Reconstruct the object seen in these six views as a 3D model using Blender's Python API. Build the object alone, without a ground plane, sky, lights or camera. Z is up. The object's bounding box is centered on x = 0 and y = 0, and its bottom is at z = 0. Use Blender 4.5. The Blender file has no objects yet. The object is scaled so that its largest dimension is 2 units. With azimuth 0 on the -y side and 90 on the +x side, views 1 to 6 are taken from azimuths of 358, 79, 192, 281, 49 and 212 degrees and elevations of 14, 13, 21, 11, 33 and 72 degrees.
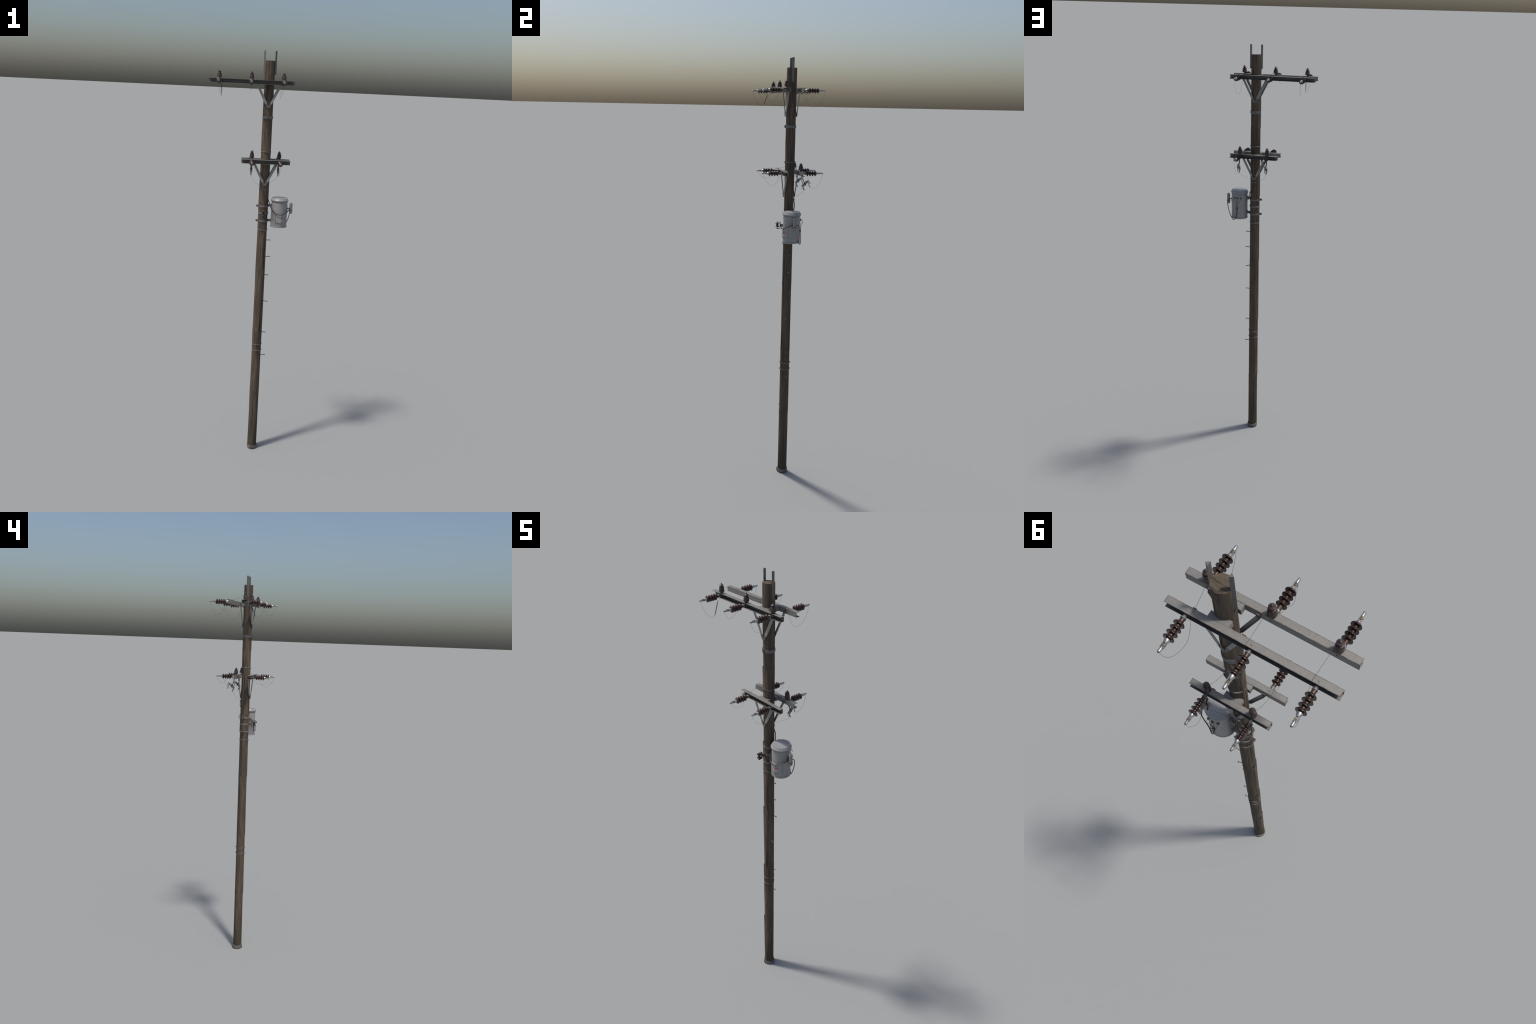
# Weathered wooden power pole: six stacked log segments, two pairs of steel channel
# crossarms with braces, pin and strain insulators, jumper wires, cutouts and a tank transformer.
import bpy, math, random
from mathutils import Vector, Matrix, noise

random.seed(7)
PX, PY = 0.0668, 0.0006           # pole axis
R = 0.0222                        # nominal pole radius
SEG = 0.328                       # segment length
TOP = 1.9565                      # top of the wood

# ------------------------------------------------------------------ materials
class Nodes:
    def __init__(self, name):
        self.m = bpy.data.materials.new(name)
        self.m.use_nodes = True
        self.t = self.m.node_tree
        self.bsdf = self.t.nodes["Principled BSDF"]

    def new(self, kind, **props):
        n = self.t.nodes.new(kind)
        for k, v in props.items():
            setattr(n, k, v)
        return n

    def plug(self, value, socket):
        if isinstance(value, bpy.types.NodeSocket):
            self.t.links.new(value, socket)
        else:
            socket.default_value = value

    def math(self, op, a, b=0.0, clamp=False):
        n = self.new("ShaderNodeMath", operation=op, use_clamp=clamp)
        self.plug(a, n.inputs[0]); self.plug(b, n.inputs[1])
        return n.outputs[0]

    def coords(self, space="Object", scale=(1, 1, 1)):
        if space == "Position":
            src = self.new("ShaderNodeNewGeometry").outputs["Position"]
        else:
            src = self.new("ShaderNodeTexCoord").outputs[space]
        mp = self.new("ShaderNodeMapping")
        mp.inputs["Scale"].default_value = scale
        self.t.links.new(src, mp.inputs["Vector"])
        return mp.outputs["Vector"]

    def noise(self, vec, scale, detail=4.0, rough=0.6, distortion=0.0):
        n = self.new("ShaderNodeTexNoise")
        self.t.links.new(vec, n.inputs["Vector"])
        n.inputs["Scale"].default_value = scale
        n.inputs["Detail"].default_value = detail
        n.inputs["Roughness"].default_value = rough
        n.inputs["Distortion"].default_value = distortion
        return n.outputs["Fac"]

    def ramp(self, fac, *stops):
        n = self.new("ShaderNodeValToRGB")
        self.t.links.new(fac, n.inputs["Fac"])
        e = n.color_ramp.elements
        while len(e) < len(stops):
            e.new(0.5)
        for el, (p, c) in zip(e, stops):
            el.position = p
            el.color = (*c, 1.0) if isinstance(c, tuple) else (c, c, c, 1.0)
        return n.outputs["Color"]

    def mix(self, fac, a, b, blend="MIX"):
        n = self.new("ShaderNodeMix", data_type="RGBA", blend_type=blend)
        self.plug(fac, n.inputs[0])
        self.plug(a if not isinstance(a, tuple) else (*a, 1.0), n.inputs[6])
        self.plug(b if not isinstance(b, tuple) else (*b, 1.0), n.inputs[7])
        return n.outputs[2]

    def bump(self, height, strength=0.3, distance=0.001):
        n = self.new("ShaderNodeBump")
        n.inputs["Strength"].default_value = strength
        n.inputs["Distance"].default_value = distance
        self.t.links.new(height, n.inputs["Height"])
        self.t.links.new(n.outputs["Normal"], self.bsdf.inputs["Normal"])

    def set(self, **kw):
        for k, v in kw.items():
            self.plug((*v, 1.0) if isinstance(v, tuple) and len(v) == 3 else v,
                      self.bsdf.inputs[k.replace("_", " ")])
        return self.m


def wood_material():
    n = Nodes("weathered_pole_wood")
    long = n.coords("Position", (1, 1, 0.035))
    mid = n.coords("Position", (1, 1, 0.16))
    iso = n.coords("Position")
    streak = n.noise(long, 270, 6, 0.7, 0.25)
    base = n.ramp(streak, (0.30, (0.030, 0.024, 0.018)), (0.44, (0.084, 0.064, 0.046)),
                  (0.57, (0.121, 0.092, 0.066)), (0.74, (0.160, 0.127, 0.096)))
    patches = n.noise(mid, 34, 3, 0.55)
    base = n.mix(n.math("MULTIPLY", n.ramp(patches, (0.42, 0.0), (0.66, 1.0)), 0.55),
                 base, (0.052, 0.041, 0.032))
    red = n.noise(mid, 21, 2)
    base = n.mix(n.math("MULTIPLY", n.ramp(red, (0.52, 0.0), (0.70, 1.0)), 0.22), base, (0.080, 0.053, 0.040))
    crack = n.noise(n.coords("Position", (1, 1, 0.016)), 150, 2, 0.5)
    crackm = n.ramp(crack, (0.62, 0.0), (0.67, 1.0))
    base = n.mix(n.math("MULTIPLY", crackm, 0.75), base, (0.022, 0.017, 0.013))
    # mossy, sooty foot and dark wash under the hardware
    sep = n.new("ShaderNodeSeparateXYZ"); n.t.links.new(iso, sep.inputs[0])
    z = n.math("ADD", sep.outputs[2], n.math("MULTIPLY", n.noise(mid, 30, 3), 0.10))
    foot = n.ramp(z, (0.05, 1.0), (0.24, 0.0))
    base = n.mix(n.math("MULTIPLY", foot, 0.7), base, (0.043, 0.041, 0.027))
    n.bump(n.mix(crackm, streak, (0.0, 0.0, 0.0)), 0.5, 0.0012)
    return n.set(Base_Color=base, Roughness=0.85, Specular_IOR_Level=0.25)


def end_grain_material():
    n = Nodes("sawn_end_grain")
    v = n.coords("Position", (0.09, 1, 1))
    s = n.noise(v, 240, 4, 0.6, 0.2)
    col = n.ramp(s, (0.36, (0.036, 0.028, 0.022)), (0.48, (0.092, 0.071, 0.051)), (0.75, (0.130, 0.105, 0.078)))
    col = n.mix(n.math("MULTIPLY", n.noise(n.coords("Position"), 260, 4), 0.30), col, (0.075, 0.056, 0.040))
    n.bump(s, 0.4, 0.0008)
    return n.set(Base_Color=col, Roughness=0.85, Specular_IOR_Level=0.2)


def steel_material(name, tone, rust_amount, metallic=0.35, rough=0.5, box=None, trough=0):
    """Galvanised steel; box=(centre, half) gives a bar whose edges rust."""
    n = Nodes(name)
    pos = n.coords("Object")
    blotch = n.noise(pos, 160, 5, 0.65)
    fine = n.noise(n.coords("Object", (1, 0.25, 1)), 800, 3, 0.7)
    col = n.ramp(blotch, (0.28, tuple(c * 0.84 for c in tone)), (0.55, tone), (0.8, tuple(c * 1.10 for c in tone)))
    col = n.mix(n.math("MULTIPLY", fine, 0.22), col, tuple(c * 0.7 for c in tone))
    rustcol = n.ramp(n.noise(pos, 420, 4), (0.35, (0.060, 0.036, 0.028)), (0.65, (0.150, 0.092, 0.070)))
    if box:
        centre, half = box
        sep = n.new("ShaderNodeSeparateXYZ"); n.t.links.new(pos, sep.inputs[0])
        d = [n.math("SUBTRACT", half[i], n.math("ABSOLUTE", n.math("SUBTRACT", sep.outputs[i], centre[i])))
             for i in range(3)]
        med = n.math("MAXIMUM", n.math("MINIMUM", d[0], d[1]),
                     n.math("MINIMUM", n.math("MAXIMUM", d[0], d[1]), d[2]))
        lim = n.math("MULTIPLY", n.noise(pos, 110, 4, 0.7), 0.0024 * rust_amount)
        patchy = n.ramp(n.noise(pos, 75, 3, 0.6), (0.36, 0.30), (0.58, 1.0))
        mask = n.math("MULTIPLY", n.math("LESS_THAN", med, lim), patchy)
        # occlusion shade inside the channel, darkened into the steel colour
        inside = n.math("MULTIPLY", n.math("GREATER_THAN", d[2], 0.0007),
                        n.math("GREATER_THAN", n.math("MULTIPLY", sep.outputs[1], trough), -half[1] + 0.0005))
        ends = n.math("MULTIPLY", d[0], 60.0, True)
        col = n.mix(n.math("MULTIPLY", inside, n.math("ADD", 0.10, n.math("MULTIPLY", ends, 0.45))), col, (0.020, 0.019, 0.018))
    else:
        mask = n.ramp(n.noise(pos, 230, 5, 0.7), (0.62 - 0.2 * rust_amount, 0.0), (0.72 - 0.14 * rust_amount, 1.0))
    col = n.mix(n.math("MULTIPLY", mask, 0.85), col, rustcol)
    n.bump(fine, 0.12, 0.0004)
    m = n.set(Base_Color=col, Roughness=n.math("ADD", rough, n.math("MULTIPLY", mask, 0.3)),
              Metallic=n.math("MULTIPLY", n.math("SUBTRACT", 1.0, mask), metallic))
    return m


def glaze_material(name, dark, light, rough):
    n = Nodes(name)
    f = n.noise(n.coords("Object"), 300, 4, 0.6)
    rnd = n.new("ShaderNodeObjectInfo").outputs["Random"]
    col = n.ramp(f, (0.35, dark), (0.7, light))
    col = n.mix(n.math("MULTIPLY", rnd, 0.25), col, tuple(c * 1.3 for c in light))
    return n.set(Base_Color=col, Roughness=rough, Specular_IOR_Level=0.45)


def paint_material(name, tone, rust=0.25):
    n = Nodes(name)
    pos = n.coords("Object")
    drip = n.noise(n.coords("Object", (1, 1, 0.14)), 120, 4, 0.6)
    cloud = n.noise(pos, 38, 4, 0.6)
    col = n.ramp(cloud, (0.3, tuple(c * 0.88 for c in tone)), (0.7, tuple(c * 1.06 for c in tone)))
    col = n.mix(n.math("MULTIPLY", n.ramp(drip, (0.5, 0.0), (0.75, 1.0)), 0.22), col, tuple(c * 0.62 for c in tone))
    spots = n.ramp(n.noise(pos, 310, 5, 0.7), (0.68, 0.0), (0.74, 1.0))
    col = n.mix(n.math("MULTIPLY", spots, rust), col, (0.16, 0.09, 0.055))
    sep = n.new("ShaderNodeSeparateXYZ"); n.t.links.new(n.coords("Position"), sep.inputs[0])
    for level, width in ((1.3116, 0.0032), (1.1968, 0.0016)):
        near = n.math("SUBTRACT", 1.0, n.math("DIVIDE", n.math("ABSOLUTE", n.math("SUBTRACT", sep.outputs[2], level)), width), True)
        col = n.mix(n.math("MULTIPLY", near, n.math("ADD", 0.25, n.math("MULTIPLY", n.noise(pos, 55, 3), 0.9)), True), col, tuple(c * 0.25 for c in tone))
    n.bump(n.noise(pos, 900, 2), 0.05, 0.0003)
    return n.set(Base_Color=col, Roughness=0.42)


def plain(name, colour, rough=0.6, metallic=0.0, var=0.3, scale=300):
    n = Nodes(name)
    f = n.noise(n.coords("Object"), scale, 4, 0.6)
    col = n.ramp(f, (0.3, tuple(c * (1 - var) for c in colour)), (0.7, tuple(min(1, c * (1 + var)) for c in colour)))
    return n.set(Base_Color=col, Roughness=rough, Metallic=metallic)


WOOD = wood_material()
END = end_grain_material()
HOLLOW = plain("dark_log_hollow", (0.008, 0.007, 0.006), 0.95)
STEEL = steel_material("galvanised_steel", (0.215, 0.212, 0.202), 0.08, 0.25)
BAND = steel_material("dull_band_steel", (0.140, 0.133, 0.128), 0.25, 0.1, 0.6)
STRAP = steel_material("brace_strap_steel", (0.255, 0.258, 0.248), 0.10, 0.05, 0.55)
ANGLE = steel_material("dark_angle_iron", (0.150, 0.138, 0.132), 0.30, 0.3, 0.55)
RUST = steel_material("rusty_iron", (0.105, 0.080, 0.068), 0.6, 0.15, 0.7)
IRON = plain("blackened_iron", (0.045, 0.040, 0.037), 0.6, 0.4)
BUSH = plain("dark_bushing_porcelain", (0.075, 0.072, 0.068), 0.5)
SILVER = plain("bright_aluminium_cap", (0.36, 0.355, 0.345), 0.4, 0.8, 0.25)
BRASS = plain("brass_bolt", (0.20, 0.14, 0.065), 0.5, 0.7)
BROWN = glaze_material("brown_glazed_porcelain", (0.018, 0.009, 0.008), (0.042, 0.018, 0.014), 0.26)
PINBROWN = glaze_material("brown_pin_porcelain", (0.030, 0.018, 0.017), (0.058, 0.034, 0.031), 0.42)
CORECLAY = glaze_material("brown_insulator_core", (0.026, 0.013, 0.008), (0.060, 0.030, 0.016), 0.4)
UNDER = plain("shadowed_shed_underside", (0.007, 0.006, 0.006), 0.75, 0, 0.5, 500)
BLACKGLAZE = glaze_material("black_spool_porcelain", (0.010, 0.010, 0.010), (0.022, 0.022, 0.022), 0.25)
GREY = paint_material("grey_tank_paint", (0.276, 0.270, 0.264))
ARREST = steel_material("grimy_grey_porcelain", (0.250, 0.256, 0.222), 0.40, 0.0, 0.5)
RUBBER = plain("black_cable_rubber", (0.020, 0.020, 0.019), 0.5)
WIRE = plain("dark_jumper_wire", (0.045, 0.043, 0.040), 0.5, 0.3)
COPPER = plain("tarnished_copper", (0.17, 0.090, 0.045), 0.5, 0.5)
RED = plain("red_label_ink", (0.46, 0.085, 0.10), 0.5, 0, 0.08)
WHITE = plain("white_label", (0.44, 0.44, 0.45), 0.5, 0, 0.06)
ORANGE = plain("orange_warning_mark", (0.42, 0.20, 0.07), 0.5, 0, 0.1)

# ------------------------------------------------------------------ mesh helpers
ROOT = bpy.data.objects.new("utility_pole", None)
bpy.context.scene.collection.objects.link(ROOT)
ROOT.location = (PX, PY, 0)
ROOT.empty_display_size = 0.1
ROOT["label"] = "tall wooden power pole with crossarms, insulators and grey transformer"
ROOT["category"] = "utility pole"
bpy.context.view_layer.update()


class Build:
    """Collects faces with material slots and becomes one mesh."""
    def __init__(self):
        self.v, self.f, self.mi, self.sm, self.mats = [], [], [], [], []

    def slot(self, mat):
        if mat not in self.mats:
            self.mats.append(mat)
        return self.mats.index(mat)

    def add(self, verts, faces, mat, smooth=False):
        o, s = len(self.v), self.slot(mat)
        self.v += [Vector(p) for p in verts]
        for f in faces:
            self.f.append([i + o for i in f]); self.mi.append(s); self.sm.append(smooth)
        return self

    def box(self, lo, hi, mat, rot=None):
        (x0, y0, z0), (x1, y1, z1) = lo, hi
        vs = [Vector(p) for p in ((x0, y0, z0), (x1, y0, z0), (x1, y1, z0), (x0, y1, z0),
                                  (x0, y0, z1), (x1, y0, z1), (x1, y1, z1), (x0, y1, z1))]
        if rot:
            vs = [rot @ p for p in vs]
        return self.add(vs, [(3, 2, 1, 0), (4, 5, 6, 7), (0, 1, 5, 4), (1, 2, 6, 5), (2, 3, 7, 6), (3, 0, 4, 7)], mat)

    def bar(self, a, b, w, h, mat, up=(0, 0, 1)):
        """Rectangular bar from a to b, w across, h along 'up'."""
        a, b = Vector(a), Vector(b)
        d = (b - a).normalized()
        s = d.cross(Vector(up)).normalized()
        u = s.cross(d)
        vs = [p + s * (w / 2 * i) + u * (h / 2 * j) for p in (a, b) for i, j in ((-1, -1), (1, -1), (1, 1), (-1, 1))]
        return self.add(vs, [(3, 2, 1, 0), (4, 5, 6, 7), (0, 1, 5, 4), (1, 2, 6, 5), (2, 3, 7, 6), (3, 0, 4, 7)], mat)

    def lathe(self, profile, mat, a=(0, 0, 0), axis=(0, 0, 1), n=20, smooth=True):
        """profile: (radius, distance along axis)."""
        q = Vector((0, 0, 1)).rotation_difference(Vector(axis).normalized())
        a = Vector(a)
        vs, fs, rings = [], [], []
        for r, t in profile:
            if r < 1e-6:
                rings.append([len(vs)]); vs.append(a + q @ Vector((0, 0, t)))
            else:
                rings.append(list(range(len(vs), len(vs) + n)))
                vs += [a + q @ Vector((r * math.cos(2 * math.pi * i / n), r * math.sin(2 * math.pi * i / n), t)) for i in range(n)]
        for p, c in zip(rings, rings[1:]):
            for i in range(n):
                j = (i + 1) % n
                if len(p) == 1 and len(c) > 1:
                    fs.append((p[0], c[j], c[i])) if profile[0][1] > profile[-1][1] else fs.append((p[0], c[j], c[i]))
                elif len(c) == 1 and len(p) > 1:
                    fs.append((p[i], p[j], c[0]))
                elif len(p) > 1:
                    fs.append((p[i], p[j], c[j], c[i]))
        if len(rings[0]) > 1:
            fs.append(tuple(reversed(rings[0])))
        if len(rings[-1]) > 1:
            fs.append(tuple(rings[-1]))
        return self.add(vs, fs, mat, smooth)

    def rod(self, a, b, r, mat, n=10, smooth=True):
        a, b = Vector(a), Vector(b)
        return self.lathe([(r, 0), (r, (b - a).length)], mat, a, b - a, n, smooth)

    def bolt(self, a, axis, r, h, mat):
        return self.lathe([(r, 0), (r, h * 0.7), (r * 0.75, h), (0, h)], mat, a, axis, 6, False)

    def tube(self, pts, r, mat, n=8, steps=8):
        path = spline(pts, steps)
        rs = r if callable(r) else (lambda t: r)
        vs, fs = [], []
        side = None
        for k, p in enumerate(path):
            d = (path[min(k + 1, len(path) - 1)] - path[max(k - 1, 0)]).normalized()
            if side is None:
                side = d.orthogonal().normalized()
            side = (side - d * side.dot(d)).normalized()
            up = d.cross(side)
            rr = rs(k / (len(path) - 1))
            vs += [p + (side * math.cos(2 * math.pi * i / n) + up * math.sin(2 * math.pi * i / n)) * rr for i in range(n)]
        for k in range(len(path) - 1):
            for i in range(n):
                j = (i + 1) % n
                fs.append((k * n + i, k * n + j, (k + 1) * n + j, (k + 1) * n + i))
        fs.append(tuple(reversed(range(n))))
        fs.append(tuple(range(len(vs) - n, len(vs))))
        return self.add(vs, fs, mat, True)

    def mesh(self, name):
        me = bpy.data.meshes.new(name)
        me.from_pydata([tuple(p) for p in self.v], [], self.f)
        for m in self.mats:
            me.materials.append(m)
        me.polygons.foreach_set("material_index", self.mi)
        me.polygons.foreach_set("use_smooth", self.sm)
        me.update()
        me.set_sharp_from_angle(angle=math.radians(38))
        return me


def spline(pts, steps):
    p = [Vector(q) for q in pts]
    if len(p) < 3:
        return p
    p = [p[0] * 2 - p[1]] + p + [p[-1] * 2 - p[-2]]
    out = []
    for i in range(1, len(p) - 2):
        a, b, c, d = p[i - 1:i + 3]
        for k in range(steps):
            t = k / steps
            out.append(0.5 * (2 * b + (c - a) * t + (2 * a - 5 * b + 4 * c - d) * t * t + (3 * b - a - 3 * c + d) * t ** 3))
    out.append(p[-2])
    return out


def place(name, data, loc=(0, 0, 0), parent=ROOT, rot=None, bevel=0.0, stuff=False):
    """Puts mesh data in the scene at a world position, under its parent."""
    me = data.mesh(name) if isinstance(data, Build) else data
    o = bpy.data.objects.new(name, me)
    bpy.context.scene.collection.objects.link(o)
    o.parent = parent
    world = Matrix.Translation(loc) @ (rot.to_4x4() if rot else Matrix.Identity(4))
    o.matrix_parent_inverse = Matrix.Identity(4)
    o.matrix_basis = WORLD[parent].inverted() @ world
    WORLD[o] = world
    if bevel:
        b = o.modifiers.new("edge", "BEVEL")
        b.width, b.segments, b.limit_method, b.angle_limit = bevel, 2, "ANGLE", math.radians(40)
    if stuff:
        o["kind"] = "stuff"
    return o


WORLD = {ROOT: Matrix.Translation((PX, PY, 0))}

# ------------------------------------------------------------------ wooden pole
# plan outlines (angle in degrees, radius) of a segment at its foot and at its head
FOOT = [(0, .0216), (35, .0224), (71, .0222), (107, .0219), (143, .0210), (186, .0240), (215, .0214), (251, .0208), (283, .0237), (323, .0222)]
HEAD = [(17, .0214), (53, .0224), (89, .0221), (125, .0211), (162, .0247), (197, .0212), (233, .0242), (269, .0217), (305, .0238), (341, .0220)]


def outline(shape, ang):
    """Radius of the polygon 'shape' in direction ang, corners slightly eased."""
    def at(a):
        a %= 360
        for (a0, r0), (a1, r1) in zip(shape, shape[1:] + [(shape[0][0] + 360, shape[0][1])]):
            if a0 <= a <= a1 or a0 <= a + 360 <= a1:
                t = math.radians((a if a0 <= a <= a1 else a + 360) - a0)
                w = math.radians(a1 - a0)
                return r0 * r1 * math.sin(w) / (r0 * math.sin(t) + r1 * math.sin(w - t))
        return R
    return (at(ang - 3) + at(ang) * 2 + at(ang + 3)) / 4


def pole_segment(z0, z1, crown):
    n, rows = 72, 40
    b = Build()
    vs, fs = [], []
    lo = z0 - (0.0015 if z0 > 0.001 else 0.0)
    for k in range(rows + 1):
        t = k / rows
        z = lo + (z1 - lo) * t
        for i in range(n):
            a = 360 * i / n
            wide = math.cos(math.radians(a - 5)) ** 4
            r = outline(FOOT, a) * (1 - t) * (1.025 + 0.02 * wide) + outline(HEAD, a) * t * (1.022 + 0.05 * wide)
            if crown:
                r = r * (1 - t * 0.6) + R * 1.04 * t * 0.6
            ca, sa = math.cos(math.radians(a)), math.sin(math.radians(a))
            edge = min(1, 8 * t, 8 * (1 - t))
            r += edge * 0.0007 * (noise.noise((ca * 5, sa * 5, z * 3.0)) - 0.15)
            split = noise.noise((ca * 9 + 3, sa * 9, z * 1.2 + 11))
            r -= 0.0011 * edge * max(0.0, split - 0.38) / 0.3
            if crown and k == rows:
                r -= 0.0005
            vs.append((r * ca, r * sa, z - z0))
    for k in range(rows):
        for i in range(n):
            j = (i + 1) % n
            fs.append((k * n + i, k * n + j, (k + 1) * n + j, (k + 1) * n + i))
    fs.append(tuple(reversed(range(n))))
    b.add(vs, fs, WOOD, True)
    ring = vs[-n:]
    if crown:
        b.add([(x * 0.999, y * 0.999, z) for x, y, z in ring] + [(x * 0.5, y * 0.5, z + 0.0003) for x, y, z in ring] + [(0, 0, ring[0][2] + 0.0004)],
              [(i, (i + 1) % n, n + (i + 1) % n, n + i) for i in range(n)] + [(n + i, n + (i + 1) % n, 2 * n) for i in range(n)], END, True)
    else:
        inner = [(x * 0.985, y * 0.985, z) for x, y, z in ring]
        deep = [(x * 0.90, y * 0.90, z - 0.012) for x, y, z in ring]
        b.add(ring + inner, [(i, (i + 1) % n, n + (i + 1) % n, n + i) for i in range(n)], WOOD)
        b.add(inner + deep, [(i, (i + 1) % n, n + (i + 1) % n, n + i) for i in range(n)] + [tuple(range(n, 2 * n))], HOLLOW)
    return b


joints = [0.0] + [0.322 + SEG * k for k in range(5)] + [TOP]
for z0, z1 in zip(joints, joints[1:]):
    place("pole_segment", pole_segment(z0, z1, z1 == TOP), (PX, PY, z0))


# ------------------------------------------------------------------ bands round the pole
def band(height, radius, lug_dirs, lug=0.007, thick=0.0012, mat=BAND):
    b = Build()
    n = 40
    h = height / 2
    prof = [(radius - 0.003, -h), (radius + thick * 0.6, -h), (radius + thick, -h * 0.7), (radius + thick, h * 0.7),
            (radius + thick * 0.6, h), (radius - 0.003, h)]
    vs, fs = [], []
    for r, z in prof:
        for i in range(n):
            a = 2 * math.pi * i / n
            rr = r + 0.00035 * math.sin(3 * a + 1.1) + 0.0002 * math.sin(7 * a)
            vs.append((rr * math.cos(a), rr * math.sin(a), z))
    m = len(prof)
    for k in range(m):
        for i in range(n):
            j = (i + 1) % n
            k2 = (k + 1) % m
            fs.append((k * n + i, k * n + j, k2 * n + j, k2 * n + i))
    b.add(vs, fs, mat, True)
    for d in lug_dirs:
        rot = Matrix.Rotation(math.radians(d), 4, "Z")
        gap, th = 0.0017, 0.0018
        for s in (-1, 1):
            lo = s * gap if s > 0 else -gap - th
            b.box((radius - 0.001, lo, -h), (radius + lug, lo + th, h), RUST, rot)
        r2 = min(h * 0.6, 0.0018)
        b.rod(rot @ Vector((radius + lug * 0.6, -0.0052, 0)), rot @ Vector((radius + lug * 0.6, 0.0052, 0)), r2 * 0.6, RUST, 8)
        for s in (-1, 1):
            b.bolt(rot @ Vector((radius + lug * 0.6, s * 0.0029, 0)), rot @ Vector((0, s, 0)), r2, 0.0016, RUST)
    return b


for name, z, h, r, lugs, lug in (("pole_band", 1.7027, .0128, .0236, (270,), .0042),
                                 ("pole_ring", 1.5446, .0042, .0229, (268,), .0035),
                                 ("tank_clamp_band", 1.2866, .0085, .0231, (180,), .0115),
                                 ("spool_band", 1.2530, .0085, .0231, (), .005),
                                 ("tank_clamp_band", 1.2146, .0085, .0229, (180,), .0115),
                                 ("pole_ring", 1.1708, .0042, .0228, (268,), .0032),
                                 ("pole_ring", 0.5812, .0038, .0229, (268, 80), .0030),
                                 ("pole_ring", 0.5487, .0038, .0229, (268, 80), .0030)):
    place(name, band(h, r, lugs, lug), (PX, PY, z))
collar = band(0.0155, 0.0243, (262,), 0.0035, 0.0014, BAND)
place("foot_collar", collar, (PX, PY, 0.0079))

# ------------------------------------------------------------------ bracket angles on the pole top
for s in (-1, 1):
    b = Build()
    z0, z1 = 1.8955, 2.0
    base, apex, w = 0.0218, 0.0299, 0.0055
    tri = [(s * base, -w), (s * base, w), (s * apex, 0.0004)]
    if s > 0:
        tri = [tri[0], tri[2], tri[1]]
    tri = [(x, -y) for x, y in tri] if False else tri
    vs = [(x, y, z0) for x, y in tri] + [(x, y, z1) for x, y in tri]
    order = [0, 1, 2]
    fs = [(0, 1, 4, 3), (1, 2, 5, 4), (2, 0, 3, 5), (2, 1, 0), (3, 4, 5)]
    b.add(vs, fs if s > 0 else [tuple(reversed(f)) for f in fs], ANGLE)
    for z in (1.988, 1.942, 1.903):
        for side in (-1, 1):
            nrm = Vector((s * w, side * (apex - base), 0)).normalized()
            b.bolt(Vector((s * (base + apex) / 2, side * w / 2, z)) - nrm * 0.0002, nrm, 0.0014, 0.0013, RUST)
    b.lathe([(0.0014, 0), (0.0011, 0.0008), (0, 0.0008)], IRON, (s * (base + 0.0002), 0, 1.988), (-s, 0, 0), 8)
    place("top_bracket", b, (PX, PY, 0), bevel=0.0003)

# ------------------------------------------------------------------ crossarms
def crossarm(x0, x1, zc, sign):
    L = (x1 - x0) / 2
    h, yi, yo, th = 0.00925, 0.0289, 0.0457, 0.0013
    # channel section, open away from the pole
    sec = [(yi, -h), (yo, -h), (yo, -h + th * 0.8), (yi + th, -h + th * 1.3), (yi + th, h - th * 1.3), (yo, h - th * 0.8), (yo, h), (yi, h)]
    mid = (yi + yo) / 2
    b = Build()
    m = len(sec)
    vs = [(x, sign * (y - mid), z) for x in (-L, L) for y, z in sec]
    fs = [(i, (i + 1) % m, m + (i + 1) % m, m + i) for i in range(m)]
    caps = [(0, 3, 2, 1), (0, 7, 4, 3), (4, 7, 6, 5)]
    for c in caps:
        fs.append(tuple(reversed([i + m for i in c])))
        fs.append(c)
    fs = [tuple(reversed(f)) for f in fs] if sign > 0 else fs
    mat = steel_material("rust_edged_channel_steel", (0.212, 0.206, 0.189), 1.15, 0.25, 0.55, ((0, 0, 0), (L, (yo - yi) / 2, h)), sign)
    b.add(vs, fs, mat)
    o = place("crossarm", b, ((x0 + x1) / 2, sign * mid, zc), bevel=0.00025)
    return o


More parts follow.
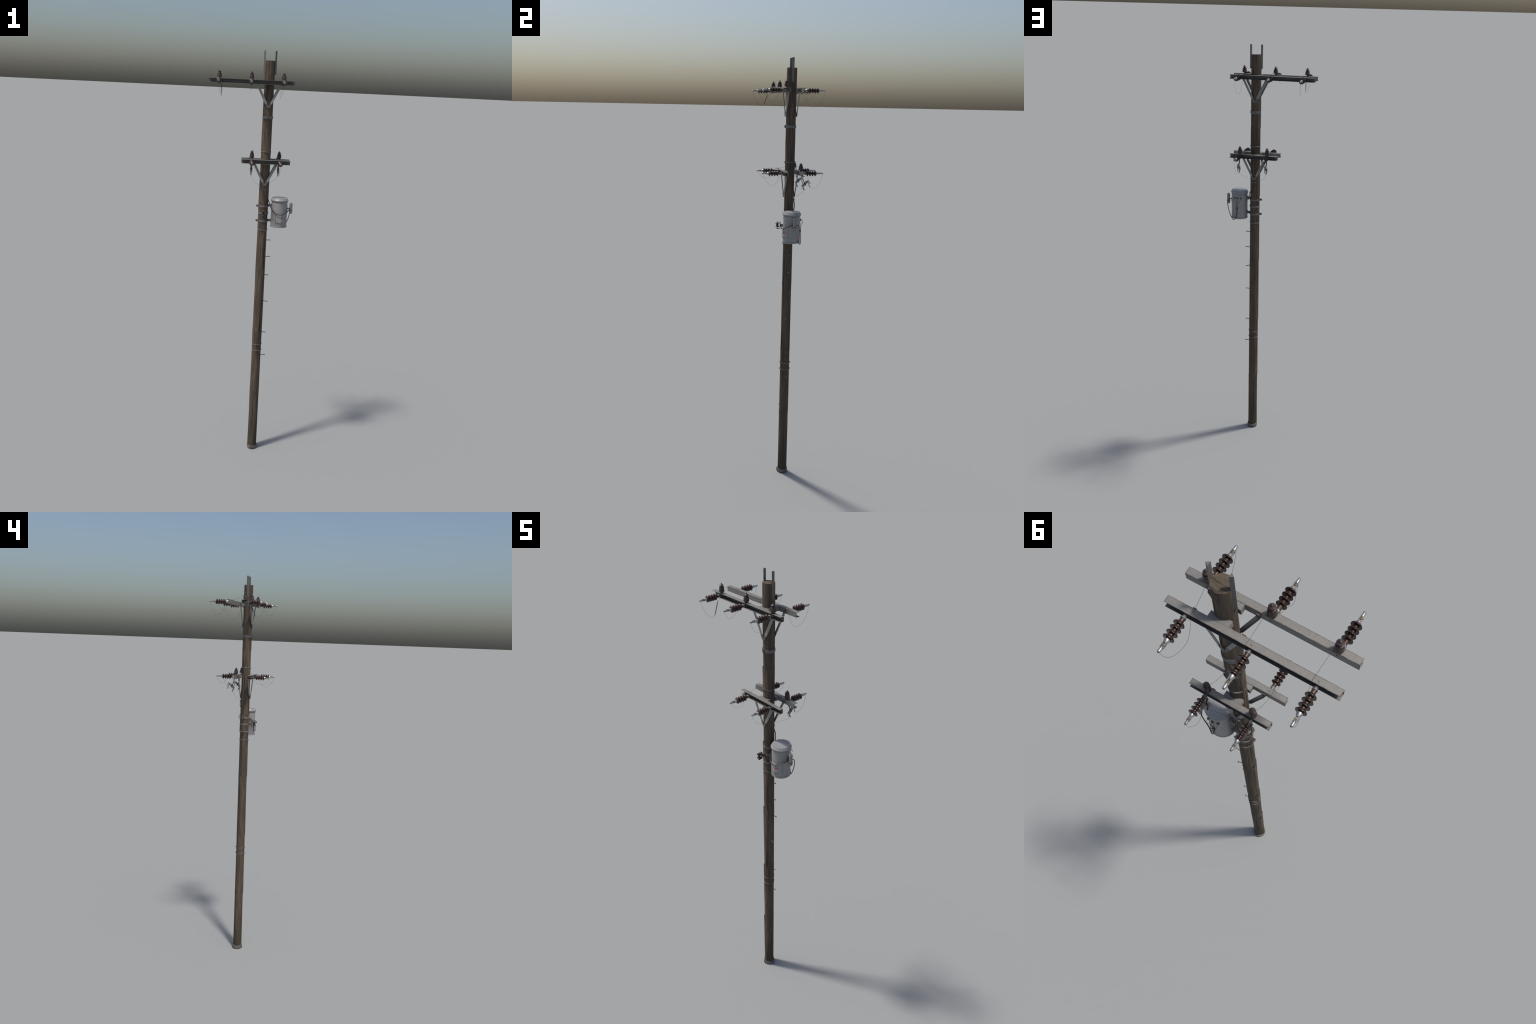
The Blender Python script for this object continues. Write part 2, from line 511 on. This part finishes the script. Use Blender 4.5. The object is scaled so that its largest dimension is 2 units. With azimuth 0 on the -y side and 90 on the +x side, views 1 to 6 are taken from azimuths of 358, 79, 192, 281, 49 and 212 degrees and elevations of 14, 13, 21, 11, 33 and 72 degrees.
def arm_hardware(arm, xs, zc, sign, pins):
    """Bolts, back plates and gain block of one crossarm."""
    b = Build()
    yb = sign * 0.0289
    for x in xs:
        b.bolt((x, yb, zc), (0, -sign, 0), 0.0022, 0.0018, STEEL)
        if not pins:
            b.bolt((x, sign * 0.0378, zc + 0.00925), (0, 0, 1), 0.0024, 0.0016, STEEL)
        b.bolt((x, sign * 0.0378, zc - 0.00925), (0, 0, -1), 0.0026, 0.0022, IRON)
    b.bolt((PX, sign * 0.0302, zc), (0, sign, 0), 0.0026, 0.0030, IRON)
    b.rod((PX, sign * 0.018, zc), (PX, sign * 0.030, zc), 0.0015, IRON)
    place("mounting_bolts", b, parent=arm, stuff=True)
    g = Build()
    # gain block: scooped to the pole
    n = 10
    vs, fs = [], []
    for z in (zc - 0.0078, zc + 0.0086):
        for i in range(n + 1):
            x = -0.0245 + 0.049 * i / n
            y = math.sqrt(max(0.0, R * R - x * x)) if abs(x) < R else 0
            vs.append((PX + x, sign * max(0.0142, min(y, 0.0205) - 0.001), z))
        for i in range(n + 1):
            x = -0.0245 + 0.049 * i / n
            vs.append((PX + x, sign * 0.0286, z))
    k = 2 * (n + 1)
    for i in range(n):
        fs += [(i, i + 1, k + i + 1, k + i), (n + 1 + i, k + n + 1 + i, k + n + 2 + i, n + 2 + i),
               (i, n + 1 + i, n + 2 + i, i + 1), (k + i, k + i + 1, k + n + 2 + i, k + n + 1 + i)]
    fs += [(0, k, k + n + 1, n + 1), (n, 2 * n + 1, k + 2 * n + 1, k + n)]
    if sign < 0:
        fs = [tuple(reversed(f)) for f in fs]
    g.add(vs, fs, STEEL)
    place("gain_block", g, parent=arm)


def brace(zc, sign, side):
    b = Build()
    bot = Vector((PX - 0.0004 + side * 0.0034, sign * (0.0258 + 0.0004 * side), zc - 0.1085))
    top = Vector((PX - 0.0004 + side * 0.0560, sign * 0.0268, zc - 0.0040))
    d = (top - bot).normalized()
    knee = bot + d * 0.0165
    out = Vector((0, sign, 0))
    # L-shaped bar: flat leg facing out, small return leg on its outer edge
    s = d.cross(out).normalized()
    if s.z > 0:
        s = -s
    b.bar(knee - d * 0.001, top, 0.0098, 0.0012, STRAP, out)
    b.bar(knee + s * 0.0045 - out * 0.0022, top + s * 0.0045 - out * 0.0022, 0.0011, 0.0042, STRAP, out)
    b.bar(bot - d * 0.004, knee, 0.0080, 0.0024, BAND, out)
    b.bolt(knee + out * 0.0009 - d * 0.004, out, 0.0015, 0.0012, RUST)
    b.bolt(top + out * 0.0006 - d * 0.012, out, 0.0013, 0.0010, IRON)
    b.box(tuple(top - Vector((0.0042, 0.0022, 0.004))), tuple(top + Vector((0.0042, 0.0022, 0.0085))), RUST)
    return b


def brace_pair(zc, sign, arm):
    for side in (-1, 1):
        place("brace", brace(zc, sign, side), parent=arm)
    b = Build()
    p = Vector((PX - 0.0003, sign * 0.0215, zc - 0.1105))
    b.rod(p, p + Vector((0, sign * 0.006, 0)), 0.0013, IRON)
    b.bolt(p + Vector((0, sign * 0.0052, 0)), (0, sign, 0), 0.0023, 0.0026, STEEL)
    place("brace_bolt", b, parent=arm)


# pin insulator, origin at the top of the crossarm
pin = Build()
pin.lathe([(0.0100, 0.0052), (0.0107, 0.0056), (0.0104, 0.0075), (0.0090, 0.0225), (0.0084, 0.0238), (0.0056, 0.0244),
           (0.0050, 0.0252), (0.0049, 0.0266), (0.0062, 0.0272), (0.0080, 0.0288), (0.0079, 0.0296),
           (0.0056, 0.0312), (0.0036, 0.0328), (0.0027, 0.0338), (0.0024, 0.0356), (0, 0.0364)], PINBROWN, n=24)
PIN = pin.mesh("pin_insulator")
pinfoot = Build()
pinfoot.lathe([(0.0042, 0), (0.0042, 0.0012), (0.0026, 0.0018), (0.0026, 0.0060)], IRON, n=12)
pinfoot.lathe([(0.0012, 0.0), (0.0012, 0.0012), (0, 0.0016)], RUST, (0, 0, 0.0362), n=8)
PINFOOT = pinfoot.mesh("insulator_pin")

# strain insulator along +y, origin on the inside of the channel web
core = Build()
core.lathe([(0.0054, 0.0245), (0.0054, 0.0800)], CORECLAY, axis=(0, 1, 0), n=18)
CORE = core.mesh("strain_insulator")
shed = Build()
shed.lathe([(0.0052, -0.0052), (0.0070, -0.0044), (0.0098, -0.0030), (0.0120, -0.0006), (0.0127, 0.0006), (0.0126, 0.0016), (0.0119, 0.0022)],
           BROWN, axis=(0, 1, 0), n=26)
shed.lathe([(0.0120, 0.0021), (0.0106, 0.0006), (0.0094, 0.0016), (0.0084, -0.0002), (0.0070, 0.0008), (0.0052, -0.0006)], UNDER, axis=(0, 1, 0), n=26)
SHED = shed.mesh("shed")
cap = Build()
cap.lathe([(0.0030, 0.0), (0.0030, 0.0164), (0.0068, 0.0236), (0.0071, 0.0250), (0.0066, 0.0256), (0.0046, 0.0258)], SILVER, axis=(0, 1, 0), n=12)
cap.box((-0.0030, 0.002, -0.0034), (-0.0018, 0.017, 0.0034), SILVER)
cap.box((0.0018, 0.002, -0.0034), (0.0030, 0.017, 0.0034), SILVER)
CAP = cap.mesh("anchor_cap")
tip = Build()
tip.lathe([(0.0048, 0.0776), (0.0068, 0.0780), (0.0071, 0.0794), (0.0042, 0.0872), (0.0028, 0.0878)], SILVER, axis=(0, 1, 0), n=12)
for s in (-1, 1):
    tip.box((s * 0.0033 - 0.0007, 0.0850, -0.0032), (s * 0.0033 + 0.0007, 0.0985, 0.0032), SILVER)
tip.rod((-0.0048, 0.0930, 0), (0.0048, 0.0930, 0), 0.0013, IRON)
tip.box((-0.0016, 0.0910, -0.0018), (0.0016, 0.0980, 0.0018), BRASS)
tip.lathe([(0.0028, 0.0965), (0.0034, 0.0975), (0.0034, 0.1085), (0.0029, 0.1095)], SILVER, axis=(0, 1, 0), n=14)
tip.lathe([(0.0022, 0.1094), (0.0020, 0.1104), (0, 0.1104)], IRON, axis=(0, 1, 0), n=12)
TIP = tip.mesh("clevis_end")


def strain(arm, x, zc, sign):
    flat = Matrix.Rotation(0 if sign > 0 else math.pi, 3, "Z")
    base = Vector((x, sign * 0.0292, zc))
    o = place("strain_insulator", CORE, base, parent=arm, rot=flat)
    place("anchor_cap", CAP, base, parent=arm, rot=flat)
    place("clevis_end", TIP, base, parent=arm, rot=flat)
    for k in range(4):
        place("shed", SHED, base + Vector((0, sign * ((0.0386 if sign > 0 else 0.0404) + 0.0118 * k), 0)), parent=arm,
              rot=Matrix.Rotation(random.uniform(0, 6.28), 3, "Y"))   # every shed opens towards +y


UP, LOW = 1.8598, 1.4998
XU = (-0.1620, -0.0155, 0.1312)
XL = (0.0011, 0.1314)
arms = {}
for zc, x0, x1, xs in ((UP, -0.2108, 0.1810, XU), (LOW, -0.0478, 0.1810, XL)):
    for sign in (-1, 1):
        pins = (zc == UP) == (sign < 0)
        arm = crossarm(x0, x1, zc, sign)
        arms[zc, sign] = arm
        arm_hardware(arm, xs, zc, sign, pins)
        brace_pair(zc, sign, arm)
        for x in xs:
            strain(arm, x, zc, sign)
            if pins:
                spot = (x + 0.0005, sign * (0.0365 if zc == UP else 0.0373), zc + 0.00925)
                place("pin_insulator", PIN, spot, parent=arm, rot=Matrix.Rotation(random.uniform(0, 6), 3, "Z"))
                place("insulator_pin", PINFOOT, spot, parent=arm)

# ------------------------------------------------------------------ jumper wires
def wire(pts, r=0.00032):
    place("jumper_wire", Build().tube(pts, r, WIRE, 6, 8))


def over_arms(x, zc, da, db):
    """From the inner end of the -y loop over the arms to the inner end of the +y loop;
    da and db are the sideways offsets where the wire crosses the two arms."""
    up = zc + 0.0105
    neck = zc + 0.0355
    sa, sb = math.copysign(1, da), math.copysign(1, db)
    if zc == UP:
        return [(x + da, -0.0490, up - 0.004), (x + da * 0.85, -0.0445, up + 0.006), (x + sa * 0.0052, -0.0405, neck), (x + (sa + sb) * 0.0026, -0.0420 if sa != sb else -0.0365, neck), (x + sb * 0.0050, -0.0335, neck),
                (x + db * 0.70, -0.012, neck - 0.012), (x + db * 0.92, 0.012, up + 0.004), (x + db, 0.030, up), (x + db, 0.0450, up), (x + db, 0.0485, up - 0.006)]
    return [(x + da, -0.0485, up - 0.006), (x + da, -0.0450, up), (x + da, -0.030, up), (x + da, -0.010, up + 0.004),
            (x + db, 0.018, neck - 0.010), (x + sb * 0.0045, 0.0330, neck), (x + sb * 0.0050, 0.0420, neck), (x + db, 0.047, up + 0.005)]


def jumper(x, zc, da, db, out_loop, in_loop):
    start = (x, -0.1372, zc - 0.0028)
    end = (x, 0.1372, zc - 0.0028)
    wire([start] + out_loop + over_arms(x, zc, da, db) + in_loop + [end])


jumper(XU[0], UP, .010, .0115, [(-.1600, -.1335, 1.847), (-.1555, -.119, 1.812), (-.1500, -.0985, 1.7915), (-.1475, -.086, 1.795), (-.1500, -.068, 1.837), (-.152, -.058, 1.850)],
       [(-.1505, .060, 1.846), (-.152, .080, 1.812), (-.156, .098, 1.799), (-.160, .118, 1.815), (-.162, .133, 1.845)])
wire([(-.1474, -.0838, 1.7955), (-.1485, -.077, 1.812), (-.1500, -.069, 1.834), (-.152, -.063, 1.846)], lambda t: 0.0006 + 0.0009 * math.sin(math.pi * t) ** 0.5)
jumper(XU[1], UP, -.010, .010, [(-.0155, -.1325, 1.846), (-.0190, -.1170, 1.827), (-.0225, -.1055, 1.8235), (-.0215, -.090, 1.831), (-.020, -.072, 1.848), (-.024, -.058, 1.856)],
       [(-.006, .060, 1.852), (-.007, .074, 1.834), (-.009, .094, 1.824), (-.012, .117, 1.832), (-.015, .133, 1.850)])
jumper(XU[2], UP, -.010, -.012, [(.1312, -.1335, 1.846), (.1285, -.1185, 1.8230), (.1248, -.0975, 1.8100), (.1240, -.086, 1.815), (.1270, -.073, 1.838), (.1240, -.060, 1.852)],
       [(.1200, .0500, 1.843), (.1215, .0585, 1.813), (.1240, .0700, 1.7945), (.1272, .0860, 1.7898), (.1295, .1100, 1.7985), (.1305, .1290, 1.826), (.131, .1355, 1.848)])
jumper(XL[0], LOW, -.010, -.008, [(.0010, -.1330, 1.493), (.0005, -.1200, 1.476), (-.001, -.0980, 1.4655), (-.003, -.080, 1.469), (-.006, -.063, 1.481)],
       [(-.006, .0640, 1.494), (-.002, .0800, 1.4905), (.000, .0925, 1.4765), (.001, .1075, 1.4680), (.001, .1190, 1.4695), (.001, .1300, 1.483)])
jumper(XL[1], LOW, -.010, -.008, [(.1312, -.1340, 1.486), (.1305, -.1180, 1.463), (.1290, -.0930, 1.4455), (.1275, -.072, 1.459), (.1240, -.0560, 1.489)],
       [(.1260, .0560, 1.4980), (.1290, .0620, 1.4880), (.1310, .0670, 1.4820), (.1317, .0705, 1.4670), (.1310, .0800, 1.4400), (.1290, .1000, 1.4315), (.1305, .1147, 1.4416), (.1305, .1290, 1.463), (.1314, .1355, 1.484)])
# leads from the cutouts to the clamp on the pole
wire([(.0011, .0553, 1.4262), (.0055, .050, 1.4170), (.0125, .0440, 1.4045), (.0210, .0385, 1.3945), (.0370, .0315, 1.3835), (.0520, .0280, 1.3780), (.0640, .0255, 1.3750)])
wire([(.1313, .0553, 1.4262), (.1235, .0480, 1.4135), (.1070, .0405, 1.4035), (.0930, .0345, 1.3960), (.0800, .0290, 1.3890), (.0700, .0258, 1.3770)])

# ------------------------------------------------------------------ fused cutouts under the lower +y arm
def cutout():
    """Local frame: y outwards, z up, origin under the crossarm at y = 0."""
    b = Build()
    a, c = Vector((0, 0.0690, -0.0358)), Vector((0, 0.0452, -0.0592))
    d = a - c
    L = d.length
    prof = [(0.0044, 0), (0.0054, 0.0008)]
    for k in range(5):
        t = L * (0.06 + 0.19 * k)
        prof += [(0.0056, t), (0.0059, t + L * 0.04), (0.0059, t + L * 0.09), (0.0052, t + L * 0.12), (0.0052, t + L * 0.16)]
    prof += [(0.0055, L - 0.0006), (0.0044, L)]
    b.lathe(prof, ARREST, c, d, 18)
    m = (a + c) / 2
    b.lathe([(0.0063, -0.0018), (0.0063, 0.0018)], IRON, m, d, 16)
    place_frame = []
    # hanger strap
    b.bar((0, 0.0462, -0.0006), (0, 0.0480, -0.0260), 0.0038, 0.0026, IRON, (0, 1, 0))
    b.bar((0, 0.0480, -0.0252), m, 0.0038, 0.0026, IRON, (0, 1, 0))
    b.bolt((0.0012, 0.0474, -0.0155), (1, 0, 0), 0.0022, 0.0022, RUST)
    b.bolt((-0.0012, 0.0474, -0.0255), (-1, 0, 0), 0.0020, 0.0022, IRON)
    b.box((-0.0040, 0.0520, -0.0560), (-0.0022, 0.0560, -0.0500), IRON)
    b.bolt((0, 0.0615, -0.0525), (0, 0.7, -0.7), 0.0020, 0.0028, IRON)
    # top contact and fuse tube
    b.bar((0, 0.0690, -0.0350), (0, 0.0736, -0.0325), 0.0040, 0.0018, SILVER, (0, 0, 1))
    b.bar((0, 0.0730, -0.0318), (0, 0.0842, -0.0468), 0.0042, 0.0022, STEEL, (0, 1, 1))
    b.rod((0, 0.0706, -0.0336), (0, 0.0806, -0.0625), 0.0014, IRON)
    b.bar((-0.0020, 0.0700, -0.0320), (-0.0020, 0.0755, -0.0290), 0.0014, 0.0022, RUST, (0, 0, 1))
    # foot
    b.rod((0, 0.0465, -0.0575), (0, 0.0553, -0.0735), 0.0020, IRON)
    b.rod((0, 0.0545, -0.0722), (0, 0.0558, -0.0744), 0.0025, IRON)
    b.bar((-0.0040, 0.0420, -0.0655), (-0.0012, 0.0492, -0.0692), 0.0016, 0.0012, STEEL, (0, 0, 1))
    b.bar((-0.0048, 0.0500, -0.0600), (0.0020, 0.0500, -0.0605), 0.0022, 0.0026, STEEL, (0, 0, 1))
    return b.mesh("fuse_cutout")


CUT = cutout()
for x in (XL[0], XL[1]):
    place("fuse_cutout", CUT, (x, 0, LOW), parent=arms[LOW, 1])

# ------------------------------------------------------------------ step pegs
pegs = (((.0890, .0016, 1.1192), (.1082, .0003, 1.1195)), ((.0888, -.0007, 1.0372), (.1110, -.0013, 1.0379)),
        ((.0882, .0041, .9432), (.1057, .0084, .9395)), ((.0885, -.0064, .8113), (.1084, -.0116, .8093)),
        ((.0886, -.0001, .6438), (.1075, .0002, .6436)), ((.0886, .0006, .5202), (.1106, .0012, .5211)))
for a, c in pegs:
    a, c = Vector(a), Vector(c)
    d = (c - a).normalized()
    b = Build()
    b.bar(a - d * 0.004, c, 0.0012, 0.0033, BAND)
    b.lathe([(0.0022, 0), (0.0029, 0.0004), (0.0029, 0.0016), (0.0018, 0.0022)], BAND, c - d * 0.0012, d, 8)
    b.lathe([(0.0019, 0), (0.0017, 0.0014)], BAND, a - d * 0.0006, d, 8)
    place("step_peg", b)
# small staples on the pole
b = Build()
for z in (0.3560, 0.3600):
    b.box((PX - 0.0008, PY - 0.0262, z), (PX + 0.0008, PY - 0.020, z + 0.0010), STEEL)
b.box((PX - 0.0008, PY - 0.0262, 0.3560), (PX + 0.0008, PY - 0.0254, 0.3610), STEEL)
place("wire_staple", b)
b = Build()
b.bolt((PX - 0.0015, PY - 0.0205, 1.3115), (0, -1, 0), 0.0022, 0.0065, RUST)
b.bolt((PX - 0.0015, PY - 0.0262, 1.3115), (0, -1, 0), 0.0030, 0.0018, RUST)
place("pole_bolt", b)

# ------------------------------------------------------------------ spool insulator on its yoke
b = Build()
sx, sy, sz = .0664, -.0508, 1.2556
b.box((sx - .0030, -.0388, sz - .0158), (sx + .0030, -.0365, sz + .0142), RUST)
b.box((sx - .0030, -.0545, sz + .0130), (sx + .0030, -.0366, sz + .0146), RUST)
b.box((sx - .0030, -.0545, sz - .0162), (sx + .0030, -.0366, sz - .0146), RUST)
b.box((sx - .0045, -.0366, sz - .0070), (sx + .0045, -.0225, sz + .0036), RUST)
b.rod((sx, sy, sz - .0180), (sx, sy, sz + .0165), .0012, IRON)
b.bolt((sx, sy, sz - .0162), (0, 0, -1), .0024, .0022, IRON)
b.bolt((sx, sy, sz + .0146), (0, 0, 1), .0022, .0018, RUST)
yoke = place("spool_yoke", b, bevel=0.0003)
b = Build()
b.lathe([(0.0060, -.0092), (0.0092, -.0088), (0.0097, -.0074), (0.0066, -.0054), (0.0054, -.0032), (0.0051, 0), (0.0054, .0032),
         (0.0066, .0054), (0.0097, .0074), (0.0092, .0088), (0.0060, .0092)], BLACKGLAZE, n=22)
place("spool_insulator", b, (sx, sy, sz), parent=yoke)

# ------------------------------------------------------------------ transformer
TX, TY = .1435, -.0012
b = Build()
b.lathe([(.0365, 1.1885), (.0394, 1.1890), (.0398, 1.1905), (.0396, 1.1948), (.0388, 1.1962), (.0386, 1.2000), (.0384, 1.2600), (.0381, 1.3160)], GREY, n=48)
tank = place("transformer_tank", b, (TX, TY, 0))
b = Build()
b.lathe([(.0384, 1.3122), (.0402, 1.3124), (.0406, 1.3138), (.0400, 1.3150), (.0416, 1.3156), (.0420, 1.3172), (.0419, 1.3196), (.0410, 1.3206),
         (.0364, 1.3288), (.0200, 1.3295), (0, 1.3298)], GREY, n=48)
place("tank_lid", b, (TX, TY, 0), parent=tank)
# control box hugging the front of the tank
b = Build()
front = [(.1280, -.0355), (.1275, -.0402), (.1525, -.0440), (.1752, -.0232), (.1738, -.0218), (.150, -.030)]
m = len(front)
vs = [(x, y, z) for z in (1.2115, 1.2545) for x, y in front]
b.add(vs, [(i, (i + 1) % m, m + (i + 1) % m, m + i) for i in range(m)] + [tuple(reversed(range(m))), tuple(range(m, 2 * m))], GREY)
place("control_box", b, parent=tank, bevel=0.0006)
# dark outline plate behind the box edges
b = Build()
dark_edge = [(.1268, -.0350), (.1264, -.0385), (.1262, -.0392), (.1520, -.0428), (.1762, -.0218), (.1745, -.0205), (.150, -.029)]
m = len(dark_edge)
vs = [(x, y, z) for z in (1.2104, 1.2538) for x, y in dark_edge]
b.add(vs, [(i, (i + 1) % m, m + (i + 1) % m, m + i) for i in range(m)] + [tuple(reversed(range(m))), tuple(range(m, 2 * m))], IRON)
place("box_dark_outline", b, parent=tank)
# warning label on the slanted face of the box
p2, p3 = Vector((.1525, -.0440, 0)), Vector((.1752, -.0232, 0))
d = (p3 - p2).normalized()
nrm = Vector((d.y, -d.x, 0))


def plate(s0, s1, z0, z1, lift, mat, tri=False):
    b = Build()
    pts = [(s0, z0), (s1, z0), (s1, z1), (s0, z1)] if not tri else [(s0, z0), (s1, z0), ((s0 + s1) / 2, z1)]
    k = len(pts)
    vs = [p2 + d * s + Vector((0, 0, z)) + nrm * o for o in (-0.0002, lift) for s, z in pts]
    b.add(vs, [tuple(reversed(range(k))), tuple(range(k, 2 * k))] + [(i, (i + 1) % k, k + (i + 1) % k, k + i) for i in range(k)], mat)
    return b


place("label_header", plate(.0004, .0212, 1.2308, 1.2364, .0004, RED), parent=tank)
place("label_panel", plate(.0012, .0204, 1.2208, 1.2302, .0004, WHITE), parent=tank)
place("warning_triangle", plate(.0078, .0142, 1.2228, 1.2288, .0007, ORANGE, True), parent=tank)
# orange warning triangle on the far side
b = Build()
vs = []
for lift in (-0.0003, 0.0004):
    for a, z in ((62.5, 1.1990), (56.0, 1.1985), (60.2, 1.2110)):
        r = .0388 + lift
        vs.append((TX + r * math.cos(math.radians(a)), TY + r * math.sin(math.radians(a)), z))
b.add(vs, [(0, 1, 2), (5, 4, 3), (0, 3, 4, 1), (1, 4, 5, 2), (2, 5, 3, 0)], ORANGE)
place("warning_triangle", b, parent=tank)
# hanger arms from the clamps to the tank
for z in (1.2910, 1.2185):
    b = Build()
    b.box((.0868, -.0062, z - .0048), (.1062, .0062, z + .0045), BAND)
    b.box((.0880, -.0085, z - .0070), (.0915, .0085, z + .0020), RUST)
    b.box((.1035, -.0110, z - .0085), (.1062, .0110, z + .0075), BAND)
    for y in (-.0062, .0062):
        b.bolt((.0960, y, z), (0, y, 0), .0026, .0024, RUST)
    place("tank_hanger", b, parent=tank, bevel=0.0004)
# low-voltage bushings
for a in (68.0, 90.5, 114.0):
    ca, sa = math.cos(math.radians(a)), math.sin(math.radians(a))
    b = Build()
    b.lathe([(.0046, -.001), (.0046, .0010), (.0040, .0018), (.0038, .0034), (.0028, .0040)], BUSH, (0, 0, 0), (ca, sa, 0.0), 14)
    b.lathe([(.0018, .0036), (.0018, .0060), (0, .0064)], COPPER, (0, 0, 0), (ca, sa, 0.0), 10)
    place("bushing", b, (TX + .0382 * ca, TY + .0382 * sa, 1.2938), parent=tank)
# lightning arrester
AX, AY = .1993, -.0002
b = Build()
b.lathe([(.0060, 1.2550), (.0072, 1.2556), (.0072, 1.2620), (.0062, 1.2630), (.0062, 1.2650), (.0070, 1.2662), (.0076, 1.2690), (.0076, 1.2740),
         (.0068, 1.2770), (.0066, 1.2790), (.0073, 1.2800), (.0070, 1.2830), (.0073, 1.2850), (.0070, 1.2880), (.0073, 1.2900), (.0070, 1.2930), (.0072, 1.2955),
         (.0064, 1.2965), (.0064, 1.2978), (.0076, 1.2985), (.0077, 1.3030), (.0070, 1.3046), (.0030, 1.3048), (.0026, 1.3040), (0, 1.3040)], ARREST, n=24)
b.lathe([(.0028, 1.3036), (.0026, 1.3060), (0, 1.3064)], IRON, n=12)
arr = place("lightning_arrester", b, (AX, AY, 0), parent=tank)
b = Build()
b.box((.1800, -.0030, 1.2765), (.1935, .0026, 1.2800), BAND)
b.box((.1795, -.0045, 1.2640), (.1832, .0045, 1.2830), BAND)
b.tube([(.1830, .0040, 1.2905), (.1850, .006, 1.2850), (.1900, .0050, 1.2780)], .0006, WIRE, 6)
b.lathe([(.0082, 1.2672), (.0082, 1.2692)], IRON, (AX, AY, 0), n=20)
b.bolt((AX - .001, AY + .0078, 1.2682), (0, 1, 0), .0022, .0026, IRON)
b.bolt((AX + .001, AY - .0078, 1.2682), (0, -1, 0), .0018, .0022, IRON)
place("arrester_bracket", b, parent=tank)

# clamp and cable on the back of the pole
b = Build()
b.box((PX - .0085, .0205, 1.3722), (PX + .0085, .0252, 1.3762), BAND)
for s in (-1, 1):
    b.bolt((PX + s * .0062, .0252, 1.3742), (0, 1, 0), .0020, .0018, STEEL)
b.rod((PX, .0240, 1.3690), (PX, .0240, 1.3800), .0019, IRON)
place("cable_clamp", b)
place("service_cable", Build().tube([(.0668, .0242, 1.3780), (.0672, .0250, 1.3680), (.0692, .0268, 1.3530), (.0755, .0262, 1.3420), (.0822, .0222, 1.3310), (.0876, .0180, 1.3200),
                                     (.0905, .0125, 1.3100), (.0945, .0080, 1.3010), (.0990, -.0020, 1.2890), (.1040, -.0170, 1.2785), (.1130, -.0330, 1.2680), (.1285, -.0446, 1.2572),
                                     (.1420, -.0478, 1.2540), (.1540, -.0470, 1.2540), (.1725, -.0366, 1.2608), (.1850, -.0190, 1.2690), (.1935, -.0060, 1.2775)], .0018, RUBBER, 8, 6))
place("arrester_cable", Build().tube([(.1985, .0060, 1.2775), (.1990, .0120, 1.2770), (.1978, .0190, 1.2705), (.1962, .0232, 1.2520), (.1905, .0245, 1.2260), (.1800, .0255, 1.1990),
                                      (.1705, .0295, 1.1870), (.1640, .0345, 1.1835), (.1560, .0395, 1.1900), (.1490, .0418, 1.2070), (.1458, .0412, 1.2240), (.1453, .0405, 1.2400), (.1457, .0405, 1.2600)],
                                     .0017, RUBBER, 8, 6))
b = Build()
b.box((.1410, .0370, 1.2395), (.1500, .0415, 1.2440), IRON)
b.rod((.1455, .0405, 1.2385), (.1455, .0405, 1.2450), .0022, STEEL)
place("cable_bracket", b, parent=tank)
for pts in ([(.1458, .0408, 1.2590), (.1490, .0415, 1.2700), (.1560, .0440, 1.2775), (.1600, .0460, 1.2850), (.1590, .0420, 1.2935)],
            [(.1456, .0408, 1.2590), (.1462, .0440, 1.2720), (.1455, .0490, 1.2850), (.1440, .0445, 1.2932)],
            [(.1454, .0408, 1.2590), (.1425, .0415, 1.2690), (.1340, .0440, 1.2755), (.1275, .0460, 1.2830), (.1262, .0410, 1.2935)]):
    place("bushing_lead", Build().tube(pts, .00065, COPPER, 6), parent=tank)
